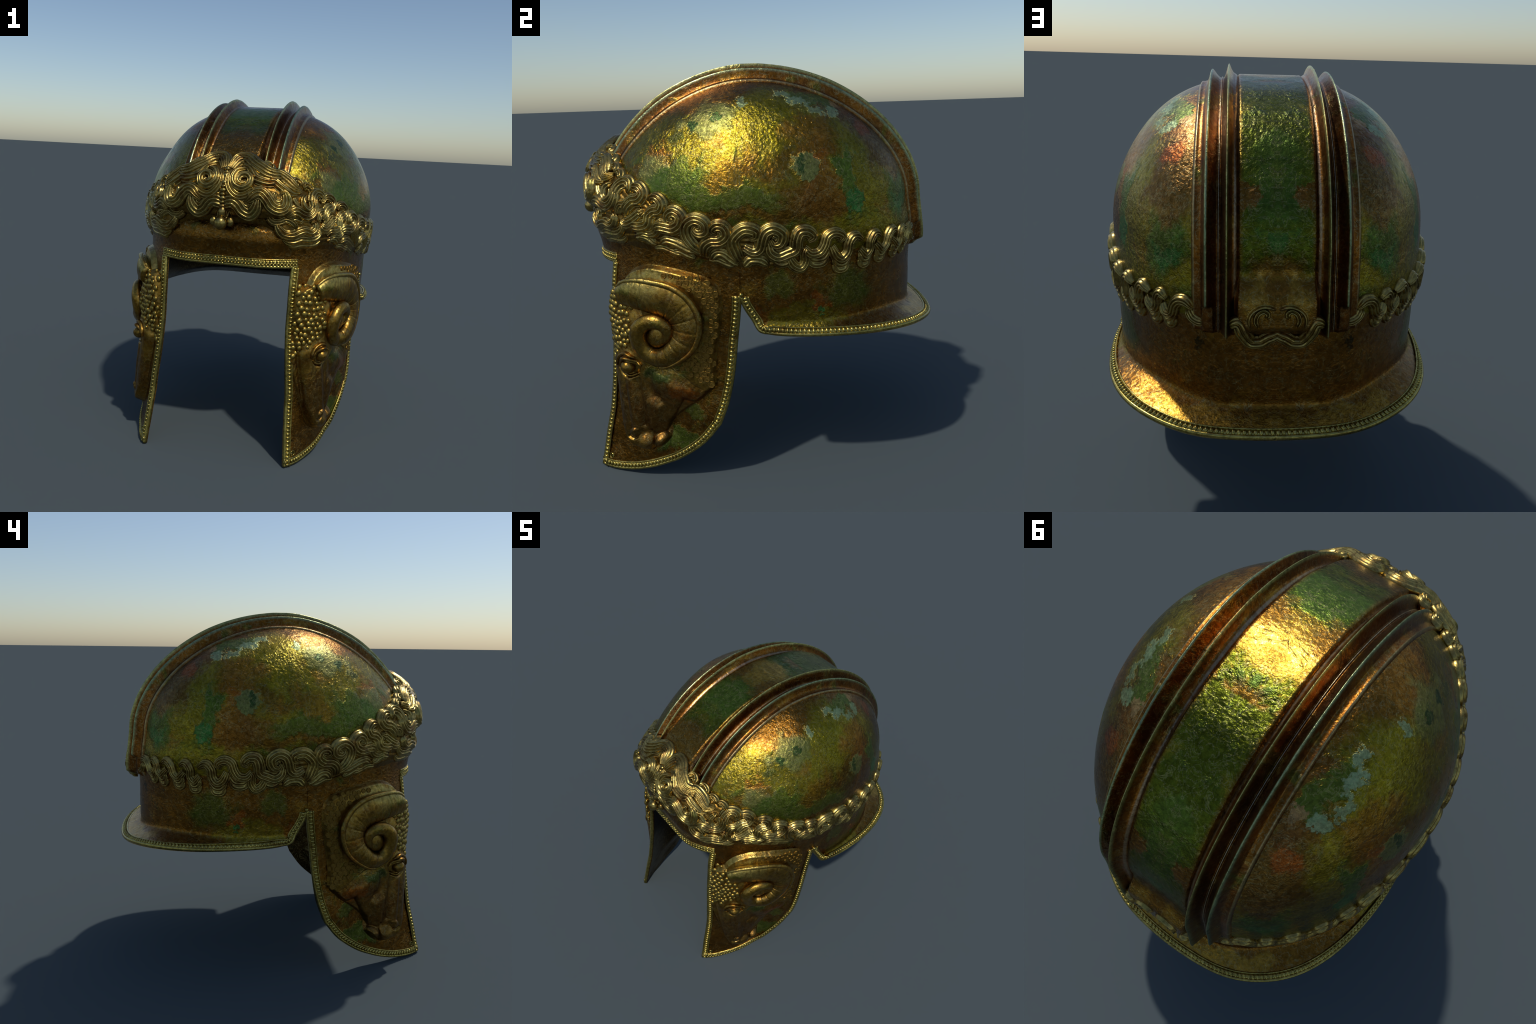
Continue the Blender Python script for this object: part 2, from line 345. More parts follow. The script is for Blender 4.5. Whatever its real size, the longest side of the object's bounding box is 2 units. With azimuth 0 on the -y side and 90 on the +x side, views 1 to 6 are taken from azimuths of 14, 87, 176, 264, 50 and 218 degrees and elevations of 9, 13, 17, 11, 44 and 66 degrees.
# edges of the cheek guard, y against z, and its lower curve
front_y = curve([0, .165, .34, .53, .75, .96, 1.08], [-.868, -.836, -.796, -.774, -.757, -.743, -.735])
rear_y = curve([.316, .44, .575, .75, .865, .95, 1.08], [-.236, -.19, -.16, -.137, -.122, -.115, -.115])
LOWER = [(-.236, .316), (-.321, .212), (-.435, .127), (-.551, .070), (-.686, .027), (-.79, .010), (-.868, .006)]
PF, PN = float(p_of_y(-.735, ZS)), float(p_of_y(-.115, ZS))
NF, NCH, NN = 44, 110, 170
p_front = np.linspace(-15, PF, NF); p_cheek = np.linspace(PF, PN, NCH); p_neck = np.linspace(PN, 195, NN)

# ---- bowl: dome, forehead and the wall down to the joining level
p_half = np.concatenate([p_front, p_cheek[1:], p_neck[1:]])
e = np.radians(np.linspace(90, 0, 60))[:, None]
def dome_rows(p):
    X = section(p, ZC + B*np.sin(e) + 0*p, dome_f(p, ZC + B*np.sin(e) + 0*p))
    X[0, :, 1] = YC(ZC); X[0, :, 0] = np.clip(X[0, :, 0], 0, XF)
    n = unit(np.cross(np.gradient(X, axis=1), -np.gradient(X, axis=0)))
    n[0] = [0, 0, 1]
    return X, n
Xd, Nd = dome_rows(p_half[None])
zw = np.linspace(ZC, ZS, 26)[1:, None] + 0*p_half[None]
Xw = surf(p_half[None], zw); Nw = unit(surf(p_half[None], zw, .01) - Xw)
G = np.concatenate([Xd, Xw]); N = np.concatenate([Nd, Nw])
GL, NL = mirror(G[:, ::-1])[:, 1:-1], mirror(N[:, ::-1])[:, 1:-1]
G = np.concatenate([G, GL], 1); N = np.concatenate([N, NL], 1)
bowl = shell("bowl", G, N, M["dome"], helmet, T, set(), wrap=True)
bowl.data.materials.append(M["wall"])
nrow = G.shape[0]; ncol = G.shape[1]
# faces under the hairline and the forehead take the brown wall bronze
cen = np.zeros(len(bowl.data.polygons)*3); bowl.data.polygons.foreach_get("center", cen); cen = cen.reshape(-1, 3)
lim = np.interp(cen[:, 1], [-.85, -.70, -.4, 0, .4, .85], [1.5, 1.40, 1.25, 1.18, 1.14, 1.13])
mi = np.zeros(len(cen), np.int32); bowl.data.polygons.foreach_get("material_index", mi)
bowl.data.polygons.foreach_set("material_index", np.where(mi == 1, 1, np.where(cen[:, 2] < lim, 2, 0)).astype(np.int32))
# closing wall under the forehead
fr = np.concatenate([mirror(surf(p_front, ZS))[::-1][:-1], surf(p_front, ZS)])
fn = np.concatenate([mirror(normal_at(p_front, ZS))[::-1][:-1], normal_at(p_front, ZS)])
# forehead strip below the joining level (to the brow edge)
ZB = 1.072
rows = np.stack([fr, fr*[1, 1, 0] + [0, 0, ZB]])
brow = shell("brow_edge", rows, np.stack([fn, fn]), M["wall"], helmet, T, {'b', 'l', 'r'})

# ---- cheek guards
def coons(ns, nt):
    """grid (y, z) between joining level, front edge, rear edge and lower curve"""
    s = np.linspace(0, 1, ns); t = np.linspace(0, 1, nt)
    ytop = surf(p_cheek, ZS)[:, 1]
    top = np.stack([np.interp(np.linspace(0, 1, ns), np.linspace(0, 1, NCH), ytop), np.full(ns, ZS)], 1)
    zf = np.linspace(ZS, .006, 200); L = resample(np.stack([front_y(zf), zf], 1), nt)
    zr = np.linspace(ZS, 0.316, 200); R = resample(np.stack([rear_y(zr), zr], 1), nt)
    Bc = catmull(LOWER, ns)[::-1]
    S, Tt = s[None, :, None], t[:, None, None]
    return ((1-Tt)*top[None] + Tt*Bc[None] + (1-S)*L[:, None] + S*R[:, None]
            - ((1-S)*(1-Tt)*top[0] + S*(1-Tt)*top[-1] + (1-S)*Tt*Bc[0] + S*Tt*Bc[-1])), L, R, Bc
YZ, EL, ER, EB = coons(NCH, 190)
cp = p_of_y(YZ[..., 0], YZ[..., 1]); cz = YZ[..., 1]
CG = surf(cp, cz); CN = normal_at(cp, cz)
CG[0] = surf(p_cheek, ZS)
cheeks = []
# the guards thicken toward the back edge
st = np.linspace(0, 1, CG.shape[1])[None]**1.2*np.clip((np.linspace(0, 1, CG.shape[0])[:, None] - .62)/.22, 0, 1)
low_ = np.clip((np.linspace(0, 1, CG.shape[0])[:, None] - .55)/.25, 0, 1)*np.sin(math.pi*np.linspace(0, 1, CG.shape[1])[None])
THICK = (T + .024*st + .018*low_)[..., None]
def build_cheek(sgn):
    n, m = CG.shape[:2]
    k = lambda a: a*[sgn, 1, 1]
    o = shell("cheek_guard", k(CG), k(CN), M["wall"], helmet, THICK, {'b', 'l', 'r'}, flip=sgn < 0)
    # small lacing hole at the tip
    c = surf(34.6, .066)*[sgn, 1, 1]; nn = normal_at(34.6, .066)*[sgn, 1, 1]
    bm = bmesh.new(); bm.from_mesh(o.data)
    def off_axis(f):
        d = np.array(f.calc_center_median()) - c
        return np.linalg.norm(d - nn*(d@nn)) < .0105
    bmesh.ops.delete(bm, geom=[f for f in bm.faces if off_axis(f)], context='FACES_ONLY')
    bm.to_mesh(o.data); bm.free()
    a = np.linspace(0, 2*math.pi, 28, endpoint=False)[:, None]
    t1 = unit(np.cross(nn, [0, 0, 1.0])); t2 = np.cross(nn, t1)
    rings = [c + (np.cos(a)*t1 + np.sin(a)*t2)*r + nn*h for r, h in ((.0155, -.001), (.0145, .004), (.0105, .003), (.0105, -.022), (.0155, -.021))]
    obj_from("lacing_eyelet", np.vstack(rings), quads(5, 28, wrap=True, flip=True), M["rim"], o)
    return o
cheeks = [build_cheek(1), build_cheek(-1)]

# ---- neck guard: wall, then a flared apron
RIM = [(0, .917, .722), (.185, .902, .720), (.320, .880, .724), (.43, .818, .738), (.541, .731, .750), (.619, .604, .755),
       (.671, .446, .756), (.697, .24, .762), (.695, .05, .770), (.683, -.008, .777)]
rim_c = catmull(RIM, 200)
rim_phi = np.degrees(np.arctan2(rim_c[:, 0], rim_c[:, 1] - .1)); rim_rho = np.hypot(rim_c[:, 0], rim_c[:, 1] - .1)
slant_y = curve([.777, .783, .795, .815, .95, 1.08], [-.008, -.026, -.040, -.052, -.1145, -.115])
NV = 90
v = np.linspace(0, 1, NV)[:, None]; sN = np.linspace(0, 1, NN)[None]
ph = np.linspace(0, rim_phi[-1], 300)
rr_, rz_ = np.interp(ph, rim_phi, rim_rho), np.interp(ph, rim_phi, rim_c[:, 2])
for _ in range(700):
    for a_ in (rr_, rz_):
        b_ = np.concatenate([[a_[1]], a_, [2*a_[-1] - a_[-2]]]); a_[:] = .25*b_[:-2] + .5*b_[1:-1] + .25*b_[2:]
rim_phi, rim_rho, rim_z = ph, rr_, rz_
z_first = ZS + (.777 - ZS)*v
pF = p_of_y(slant_y(z_first), z_first)
np_ = pF + (195 - pF)*(p_neck - PN)[None]/(195 - PN)
wall_low = surf(np_[-1], .78)
phi_w = np.degrees(np.arctan2(wall_low[:, 0], wall_low[:, 1] - .1))
zr_s = np.interp(phi_w, rim_phi, rim_z)
nz = ZS + (zr_s[None] - ZS)*v
WG = surf(np_, nz)
rho = np.interp(phi_w, rim_phi, rim_rho)
Rp = np.stack([np.sin(np.radians(phi_w))*rho, .1 + np.cos(np.radians(phi_w))*rho, zr_s], 1)
delta = (Rp - WG[-1]); delta[:, 2] = 0
tt = (v - .84)/.16
g = (np.sqrt(tt**2 + .035) + tt); g = (g - g[0])/(g[-1] - g[0])
NG = WG + g[..., None]*delta[None]
du = np.gradient(NG, axis=1); dv = np.gradient(NG, axis=0)
NNrm = unit(np.cross(dv, du))
def full_ring(A): return np.concatenate([A, mirror(A[:, ::-1])[:, 1:]], 1)
neck = shell("neck_guard", full_ring(NG), full_ring(NNrm), M["wall"], helmet, T*.9, {'b', 'l', 'r'})

# ---- crest: raised crown band and double ridges, lifted off the dome
TAILZ = .27
def dome_arc(x):
    """the dome's outline in the vertical plane at this x, from the front hairline over the top and down the nape"""
    th = np.linspace(0, 180, 361)
    zz = np.concatenate([np.linspace(1.46, 1.80, 60), np.linspace(1.80, ZC + B - .0005, 80)[1:]])
    fr, bk = [], []
    for z in zz:
        S_ = section(th, z, dome_f(th, z)); i = int(np.argmax(S_[:, 0]))
        if S_[i, 0] < x: break
        fr.append((np.interp(x, S_[:i+1, 0], S_[:i+1, 1]), z)); bk.append((np.interp(-x, -S_[i:, 0], S_[i:, 1]), z))
    for z in np.linspace(1.46, ZC - TAILZ - .02, 60)[1:]:
        S_ = section(th, z, 1.0 if z < ZC else dome_f(th, z)); i = int(np.argmax(S_[:, 0]))
        bk.insert(0, (np.interp(-x, -S_[i:, 0], S_[i:, 1]), z))
    return np.array(fr + bk[::-1])
ARCS = {}
def crest_point(u, x, lift):
    """u 0..1 over the dome from front to back, 1..2 straight down the nape; x across; lift above the dome"""
    u, x, lift = np.broadcast_arrays(u, x, lift)
    out = np.zeros(u.shape + (3,))
    xs = np.round(np.clip(np.abs(x), XF + 1e-4, None), 4)
    for xv in np.unique(xs):
        if xv not in ARCS:
            A = resample(dome_arc(xv), 1500)
            for _ in range(60): A[1:-1] = .25*A[:-2] + .5*A[1:-1] + .25*A[2:]
            t = unit(np.gradient(A, axis=0)); n = np.stack([-t[:, 1], t[:, 0]], 1)
            s_ = np.linspace(0, 1, len(A)); split = s_[np.argmax((A[:, 1] < ZC) & (A[:, 0] > 0))]
            ARCS[xv] = (A, n, s_, split)
        A, n, s_, split = ARCS[xv]
        m = xs == xv
        w = np.where(u[m] < 1, u[m]*split, split + (u[m] - 1)*(1 - split)*TAILZ/(TAILZ + .02))
        P = np.stack([np.interp(w, s_, A[:, k]) for k in (0, 1)], 1); N_ = np.stack([np.interp(w, s_, n[:, k]) for k in (0, 1)], 1)
        P = P + N_*(lift[m]*(1 + .10*np.clip((u[m] - .5)/.15, 0, 1))*(1 - .15*np.clip((.25 - u[m])/.25, 0, 1)))[:, None]
        out[m] = np.concatenate([x[m][:, None], P], 1)
    return out
prof = np.array([(.128, -.004), (.137, .012), (.149, .024), (.160, .030), (.169, .046), (.176, .065), (.179, .070), (.182, .066), (.189, .040), (.197, .016),
                 (.203, .009), (.207, .014), (.210, .014), (.213, .009), (.222, .015), (.236, .033), (.247, .050), (.2525, .055), (.257, .050), (.264, .024), (.271, .009),
                 (.284, .008), (.296, .012), (.300, .009), (.305, -.001), (.312, -.014)])
pr = np.stack([np.interp(np.linspace(0, len(prof)-1, 110), np.arange(len(prof)), prof[:, k]) for k in (0, 1)], 1)
for _ in range(2): pr[1:-1] = .25*pr[:-2] + .5*pr[1:-1] + .25*pr[2:]
U = np.concatenate([np.linspace(0, 1, 150), np.linspace(1, 2, 60)[1:]])[:, None]
x = pr[None, :, 0] + 0*U; h = pr[None, :, 1] + 0*U
outer = (x > .214) & (x < .268)
pad = np.clip((U - 1.52)/.05, 0, 1)*outer     # the outer ridge stops, a flat pad goes on
h = h*(1 - pad) + np.minimum(h, .024)*pad
fade = np.clip((U - 1.86)/.14, 0, 1)
h = h - (h + .02)*fade**1.6                   # rounded ends sink into the neck
h = h*(1 - .25*np.clip(1 - U/.22, 0, 1))
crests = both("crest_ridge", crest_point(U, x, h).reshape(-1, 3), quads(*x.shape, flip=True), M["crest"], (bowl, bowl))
xb = np.linspace(-.152, .152, 60)[None]
lb = .024 - .03*np.clip((np.abs(xb) - .135)/.017, 0, 1) + 0*U
lb = lb + .013*np.clip((.40 - U)/.12, 0, 1) + .013*np.clip((U - .52)/.10, 0, 1)*np.clip((.86 - U)/.12, 0, 1) + .030*np.clip((.22 - U)/.14, 0, 1)
uu = np.clip((U - 1.12)/.38, 0, 1)
lb = lb - .004*np.exp(-((U - 1.06)/.1)**2) + 0.040*uu*uu*(3 - 2*uu)
lb = lb - (lb + .02)*np.clip((U - 1.76)/.24, 0, 1)**1.6
obj_from("crown_band", crest_point(U, xb, lb).reshape(-1, 3), quads(*lb.shape, flip=True), M["band"], bowl)

# ================================================================ hair band
def hair_bed(sgn):
    p = np.linspace(-15, 112, 320)[None]; t = np.linspace(0, 1, 46)[:, None]
    lo, up = HAIR_LO(p), HAIR_UP(p)
    wav = .010*np.sin(np.radians(p*26)) * np.clip((p - 20)/30, 0, 1)
    z = lo + (up - lo + wav)*t
    lift = .010*np.clip(np.minimum(t, 1 - t)/.12, 0, 1) - .004
    # fine waving strands pressed into the bed
    lift = lift - .012*np.clip((p - 84)/22, 0, 1)
    strand = .0025*np.sin(t*60 + 1.6*np.sin(np.radians(p)*22))*np.clip(np.minimum(t, 1 - t)/.2, 0, 1)
    X = hair_surf(p, z, lift + strand)
    V = X.reshape(-1, 3)*[sgn, 1, 1]
    return obj_from("hair_bed", V, quads(*X.shape[:2], flip=sgn > 0), M["bed"], helmet)
beds = [hair_bed(1), hair_bed(-1)]

def taper(n, a, b, w0, w1):
    """width profile: w0 at the start, full between a and b, w1 at the end"""
    t = np.linspace(0, 1, n)
    up = np.clip(t/a, 0, 1); dn = np.clip((1 - t)/(1 - b), 0, 1)
    return (w0 + (1 - w0)*np.sin(up*math.pi/2))*(w1 + (1 - w1)*np.sin(dn*math.pi/2))

def lock_mesh(pts, width, height, lift=.0, strands=4, w0=.3, w1=.3, n=90, surf_fn=hair_surf, closed_k=41, groove=.36):
    """a strand-grooved lock of hair lying along (p, z) points of the helmet"""
    c = catmull(np.array(pts)*[.0115, 1], 400)           # even spacing in metres
    c = resample(c, n)/[.0115, 1]
    C = surf_fn(c[:, 0], c[:, 1], lift + .002); C2 = surf_fn(c[:, 0], c[:, 1], lift + .022)
    N = unit(C2 - C)
    wd = taper(n, .22, .75, w0, w1)[:, None]*width*.5
    ht = taper(n, .15, .85, .45, .5)[:, None]*height
    t = np.linspace(-1, 1, closed_k)[None]
    top = np.clip(1 - np.abs(t)**2.6, 0, 1)**.65
    gr = 1 - groove*(.5 - .5*np.cos(math.pi*(t + 1)*strands))*np.clip((1 - np.abs(t))*4, 0.25, 1)
    gr = 1 - groove + groove*np.abs(np.cos(math.pi*(t + 1)*strands/2))**.8 if strands else 1 + 0*t
    side = np.concatenate([wd*t, wd*.98*np.array([[1, -1]])], 1)
    up = np.concatenate([ht*top*gr - .002, -.014 + 0*wd, -.014 + 0*wd], 1)
    return sweep(C, N, np.stack([side, up], -1))

def lock(pts, width, height=.03, kind="hair_lock", **kw):
    width, height = width*1.28, height*.88
    kw['strands'] = kw.get('strands', 4) + (1 if width > .085 else 0)
    V, F = lock_mesh(pts, width, height, **kw)
    return both(kind, V, F, M["hair"], beds)

# --- brow locks (p in section degrees, z in metres)
lock([(-13.4, 1.535), (-10.5, 1.59), (-6, 1.592), (-2, 1.566), (2, 1.545), (5.5, 1.527), (9, 1.522), (12, 1.524), (15.5, 1.508), (18.5, 1.487), (21.5, 1.474), (24.5, 1.488)], .085, .042, strands=5, n=130, w0=.5)
lock([(-8, 1.555), (-4, 1.540), (0, 1.502), (4.2, 1.488), (7, 1.486), (9.6, 1.490), (12, 1.476), (15.1, 1.459), (18.6, 1.447), (21.5, 1.45)], .050, .034, strands=3, n=110)
lock([(-5.0, 1.484), (-4.0, 1.474), (-6.2, 1.468), (-7.8, 1.482), (-6.6, 1.502), (-3.6, 1.508), (-1.4, 1.492), (-2.0, 1.466), (-5.2, 1.452), (-9.0, 1.462), (-10.6, 1.488), (-9, 1.52), (-5, 1.536)], .034, .034, strands=2, n=170, lift=.012, w0=.6)
lock([(-12.4, 1.53), (-12.8, 1.475), (-10.5, 1.437), (-6.8, 1.420), (-2.7, 1.427), (.3, 1.444), (3, 1.452)], .052, .032, strands=4)
lock([(-3, 1.398), (-.5, 1.415), (2, 1.436), (4.5, 1.438), (7.2, 1.416), (9.2, 1.392), (12, 1.381), (14.6, 1.390), (15.5, 1.418), (14.6, 1.446), (12.4, 1.452)], .060, .036, strands=4, n=120, lift=.006)
lock([(10.5, 1.452), (9.6, 1.432), (10.5, 1.414), (12.6, 1.412), (13.6, 1.43)], .030, .022, strands=2, n=50)
lock([(-15, 1.392), (-10, 1.400), (-6.8, 1.387), (-4.2, 1.363), (-.8, 1.353), (1.5, 1.372), (2.4, 1.402), (2.4, 1.425)], .066, .034, strands=4, n=100, w0=.9)
lock([(-14, 1.424), (-10, 1.425), (-6, 1.408), (-3, 1.385), (-.5, 1.382)], .026, .024, strands=2, n=60)
lock([(6.8, 1.335), (8.5, 1.318), (11, 1.303), (14, 1.303), (16.4, 1.312), (19.3, 1.306), (21.9, 1.290), (23, 1.27)], .036, .030, strands=3, n=90)
lock([(12.5, 1.312), (13.6, 1.284), (16.5, 1.262), (20.5, 1.254), (24, 1.266), (27.3, 1.273), (30.8, 1.268), (32.8, 1.282), (32, 1.306), (29.6, 1.312)], .046, .034, strands=3, n=120)
lock([(17.5, 1.236), (20.5, 1.230), (23.5, 1.233), (26.5, 1.244), (30, 1.241), (33.6, 1.243), (36.2, 1.258), (36.8, 1.28)], .058, .024, strands=4, n=100)
lock([(21, 1.200), (24.5, 1.198), (28, 1.206), (32, 1.203), (36, 1.208), (39, 1.225)], .040, .014, strands=3, n=90)
lock([(26.6, 1.455), (24.6, 1.432), (24.6, 1.404), (26.6, 1.388), (28.8, 1.400), (28.6, 1.428), (26.8, 1.43)], .030, .032, strands=2, n=80, lift=.004)
lock([(16.2, 1.352), (18.6, 1.372), (21, 1.378), (24.2, 1.364), (27.3, 1.359), (29.8, 1.374), (31, 1.402), (30.6, 1.436)], .058, .034, strands=4, n=100)
lock([(18, 1.336), (21, 1.340), (24, 1.330), (27, 1.324), (30, 1.334)], .030, .024, strands=2, n=60)
lock([(18.5, 1.435), (20.2, 1.410), (22, 1.395)], .034, .026, strands=2, n=40)
for pts in ([(-11, 1.585), (-9.4, 1.606), (-7, 1.604), (-6.2, 1.586)], [(2.5, 1.566), (4.6, 1.586), (7, 1.578), (7.6, 1.556)], [(11.5, 1.546), (13.6, 1.562), (16, 1.552), (16.6, 1.53)], [(19.5, 1.512), (21.6, 1.528), (24, 1.516), (24.6, 1.496)], [(25.5, 1.49), (27.6, 1.506), (30, 1.492), (30.6, 1.47)]):
    lock(pts, .040, .034, strands=3, n=40, lift=.004, w0=.6, w1=.6)
# --- temple and side locks: breaking waves
side = [
 ([(31, 1.385), (30.4, 1.42), (31.4, 1.452), (34, 1.470), (36.6, 1.462), (37.6, 1.438), (36, 1.425)], .050, .036),
 ([(33, 1.32), (33.4, 1.35), (34.6, 1.37), (37, 1.375), (39, 1.39), (38.4, 1.41)], .040, .030),
 ([(36.8, 1.325), (38, 1.362), (40.4, 1.388), (43.4, 1.396), (44.8, 1.420), (43, 1.444), (40, 1.448), (38.6, 1.43)], .052, .036),
 ([(36.5, 1.30), (39, 1.285), (42, 1.30), (44.5, 1.33), (46.5, 1.345)], .046, .030),
 ([(41.5, 1.255), (43, 1.275), (46.4, 1.276), (49.4, 1.288), (49.2, 1.325), (50.8, 1.346), (53.6, 1.354), (54.4, 1.380), (52.4, 1.403), (49.6, 1.404), (48.6, 1.385)], .050, .036),
 ([(45, 1.235), (47.5, 1.250), (50.5, 1.245), (53, 1.255), (54, 1.285), (55.4, 1.315)], .040, .026),
 ([(52, 1.262), (54.5, 1.280), (57.5, 1.279), (60.4, 1.275), (62.8, 1.296), (62.6, 1.330), (60, 1.347), (57.9, 1.334), (58.0, 1.310), (60, 1.304)], .052, .036),
 ([(68.6, 1.165), (66.6, 1.205), (65.2, 1.250), (65.8, 1.296), (68.6, 1.317), (71.8, 1.303), (72.2, 1.268), (70, 1.257), (68.4, 1.274), (69.4, 1.29)], .050, .036),
 ([(69.4, 1.150), (70.6, 1.192), (73.1, 1.216), (76.1, 1.220), (78.6, 1.246), (78.4, 1.282), (76.1, 1.288), (74.5, 1.268), (75.8, 1.252)], .050, .036),
 ([(80.6, 1.120), (79.8, 1.165), (79.8, 1.214), (81.8, 1.249), (84.9, 1.273), (87.8, 1.262), (87.4, 1.236), (85.4, 1.224)], .050, .034),
 ([(82.6, 1.186), (85.3, 1.168), (87.4, 1.180), (89.0, 1.220), (90.8, 1.252), (93.8, 1.266), (95.8, 1.240), (94.4, 1.203), (92.2, 1.196), (91.6, 1.22)], .050, .034),
 ([(90.6, 1.206), (90.4, 1.163), (92.6, 1.140), (95.8, 1.152), (98.6, 1.168), (99.8, 1.206), (101.8, 1.243), (104.5, 1.246), (105.8, 1.220), (103.6, 1.200)], .050, .034),
 ([(96.0, 1.134), (97.4, 1.095), (99.9, 1.080), (101.5, 1.110), (101.7, 1.152), (102.9, 1.173)], .040, .028),
 ([(101.6, 1.172), (103.4, 1.142), (106.6, 1.145), (109.0, 1.178), (110.8, 1.215), (113.8, 1.230), (116.2, 1.210), (114.6, 1.184)], .048, .034),
 ([(111.4, 1.170), (112.4, 1.124), (114.9, 1.106), (117.3, 1.134), (118.6, 1.180), (121.3, 1.205), (124.4, 1.180)], .048, .034),
 ([(123.0, 1.140), (125.3, 1.108), (127.5, 1.130), (128.0, 1.170), (130.6, 1.203), (133.6, 1.182)], .042, .032),
 ([(130.8, 1.155), (134.0, 1.117), (136.9, 1.139), (138.3, 1.178), (141.1, 1.204), (144.2, 1.184)], .042, .032),
 ([(141.2, 1.157), (144.8, 1.121), (147.4, 1.140), (148.4, 1.178), (150.4, 1.196), (152.4, 1.176)], .040, .030),
 ([(149.8, 1.155), (151.4, 1.124), (154.2, 1.129), (156.0, 1.165), (158.5, 1.186), (161.5, 1.184), (164.0, 1.160)], .040, .030),
 ([(161.8, 1.158), (163.2, 1.130), (165.8, 1.116), (168.6, 1.116)], .034, .028),
]
for pts, w, h in side: lock(pts, w*(1.12 if pts[0][0] < 100 else .95), h, w0=.70, w1=.40, n=100)
# curl cores inside the spiral crests
for pts in ([(60.6, 1.312), (59.2, 1.322), (60.6, 1.330)], [(69.4, 1.276), (70.6, 1.284), (69.8, 1.296)], [(42, 1.412), (42.4, 1.425), (41, 1.432)], [(52, 1.372), (52.2, 1.386), (50.8, 1.39)],
            [(76.4, 1.246), (77.2, 1.258), (76, 1.266)], [(92.8, 1.214), (93.8, 1.226), (92.6, 1.24)]):
    lock(pts, .024, .028, strands=2, n=30, w0=.6, w1=.6)
# nested strands hanging under the troughs
for pts in ([(43, 1.222), (46.3, 1.235), (49.4, 1.224), (52.5, 1.196)], [(54, 1.200), (57, 1.216), (60.6, 1.206), (64.4, 1.179), (67.2, 1.165)], [(71.4, 1.128), (73.4, 1.158), (75.6, 1.160), (77.6, 1.134), (80, 1.105)],
            [(81.4, 1.095), (83.6, 1.126), (86.7, 1.126), (89.2, 1.100)], [(91, 1.125), (93.4, 1.108), (96, 1.116)]):
    lock(pts, .044, .022, strands=3, n=50, w0=.35, w1=.35)
for c, w, d in ((56, 5.5, 1.168), (62, 4, 1.155), (74.5, 4, 1.118)):
    lock([(c - w, d + .01), (c - w*.3, d + .012), (c + w*.3, d - .004), (c + w, d - .02)], .034, .012, strands=3, n=50)
for c, w, zc in ((106, 4.2, 1.112), (114.8, 3.4, 1.075), (125.4, 2.8, 1.080), (134.2, 3.0, 1.090), (144.6, 2.8, 1.094), (152.4, 2.4, 1.100)):
    for k in range(2):
        lock([(c - w*(1 - .2*k), zc + .040 - .022*k), (c - w*.45, zc + .004 - .024*k), (c + w*.45, zc + .004 - .024*k), (c + w*(1 - .2*k), zc + .040 - .022*k)], .032, .024 - .006*k, strands=2, n=50)

# --- parting braid and drop ornament on the brow
def uv_ball(r, seg=24, ring=14):
    th = np.linspace(0, math.pi, ring)[:, None]; ph = np.linspace(0, 2*math.pi, seg, endpoint=False)[None]
    V = np.stack([np.sin(th)*np.cos(ph)*r[0], np.sin(th)*np.sin(ph)*r[1], np.cos(th)*r[2] + 0*ph], -1)
    return V.reshape(-1, 3), quads(ring, seg, wrap=True)
V, F = uv_ball((.034, .034, .036))
pend = obj_from("brow_pendant", V + [0, -.893, 1.305], F, M["hair"], beds[0])
V, F = join([(uv_ball((.020, .020, .026), 16, 10)[0]*[1, 1, 1] + [sx*.046, -.868, 1.312], uv_ball((.02, .02, .026), 16, 10)[1]) for sx in (-1, 1)])
obj_from("pendant_leaf", V, F, M["hair"], beds[0])
V, F = join([lock_mesh([(-14.9 + .1*0, 1.36), (-14.7, 1.345), (-12.5, 1.325), (-10.6, 1.308)], .030, .030, strands=3, lift=.012, n=30, w0=.7, w1=.8)])
both("pendant_leaf", V, F, M["hair"], beds)
parts = []
for i in range(13):
    zz = 1.345 + i*.0155
    P = hair_surf(-14.99, zz, .012); r = .012 if i % 2 else .015
    b, f = uv_ball((r*1.25, r, r*.8), 14, 8); parts.append((b + P, f))
V, F = join(parts); br = obj_from("parting_braid", V, F, M["hair"], beds[0]); br["kind"] = "stuff"
b, f = uv_ball((.024, .026, .034), 16, 10)
obj_from("braid_knot", b + hair_surf(-14.99, 1.352, .016), f, M["hair"], beds[0])

# --- palmette of two scrolls at the nape
def nape(p, z, h=0.0):
    return crest_point(1 + (ZC - np.asarray(z, float))/TAILZ, np.where(np.asarray(p, float) > 180, (195 - np.asarray(p, float))*.01, .15 + (180 - np.asarray(p, float))*.0087), h + .045 - .028*np.clip((1.12 - np.asarray(z, float))/.08, 0, 1) + 0*np.asarray(p, float))
for pts, w in (([(196, 1.100), (192.4, 1.088), (189.2, 1.066), (185.8, 1.068), (183.2, 1.104), (181.2, 1.136), (178.2, 1.130)], .060),
               ([(190.6, 1.150), (191.6, 1.168), (190.2, 1.180), (188.2, 1.170), (187.4, 1.146), (188.6, 1.124)], .036),
               ([(194.8, 1.180), (192.4, 1.192), (189.2, 1.192), (186.2, 1.174), (185.0, 1.146), (185.8, 1.118)], .026)):
    V, F = lock_mesh(pts, w, .034, strands=3 if w > .03 else 2, n=90, surf_fn=nape, w0=.8, w1=.5)
    both("nape_scroll", V, F, M["hair"], (bowl, bowl))

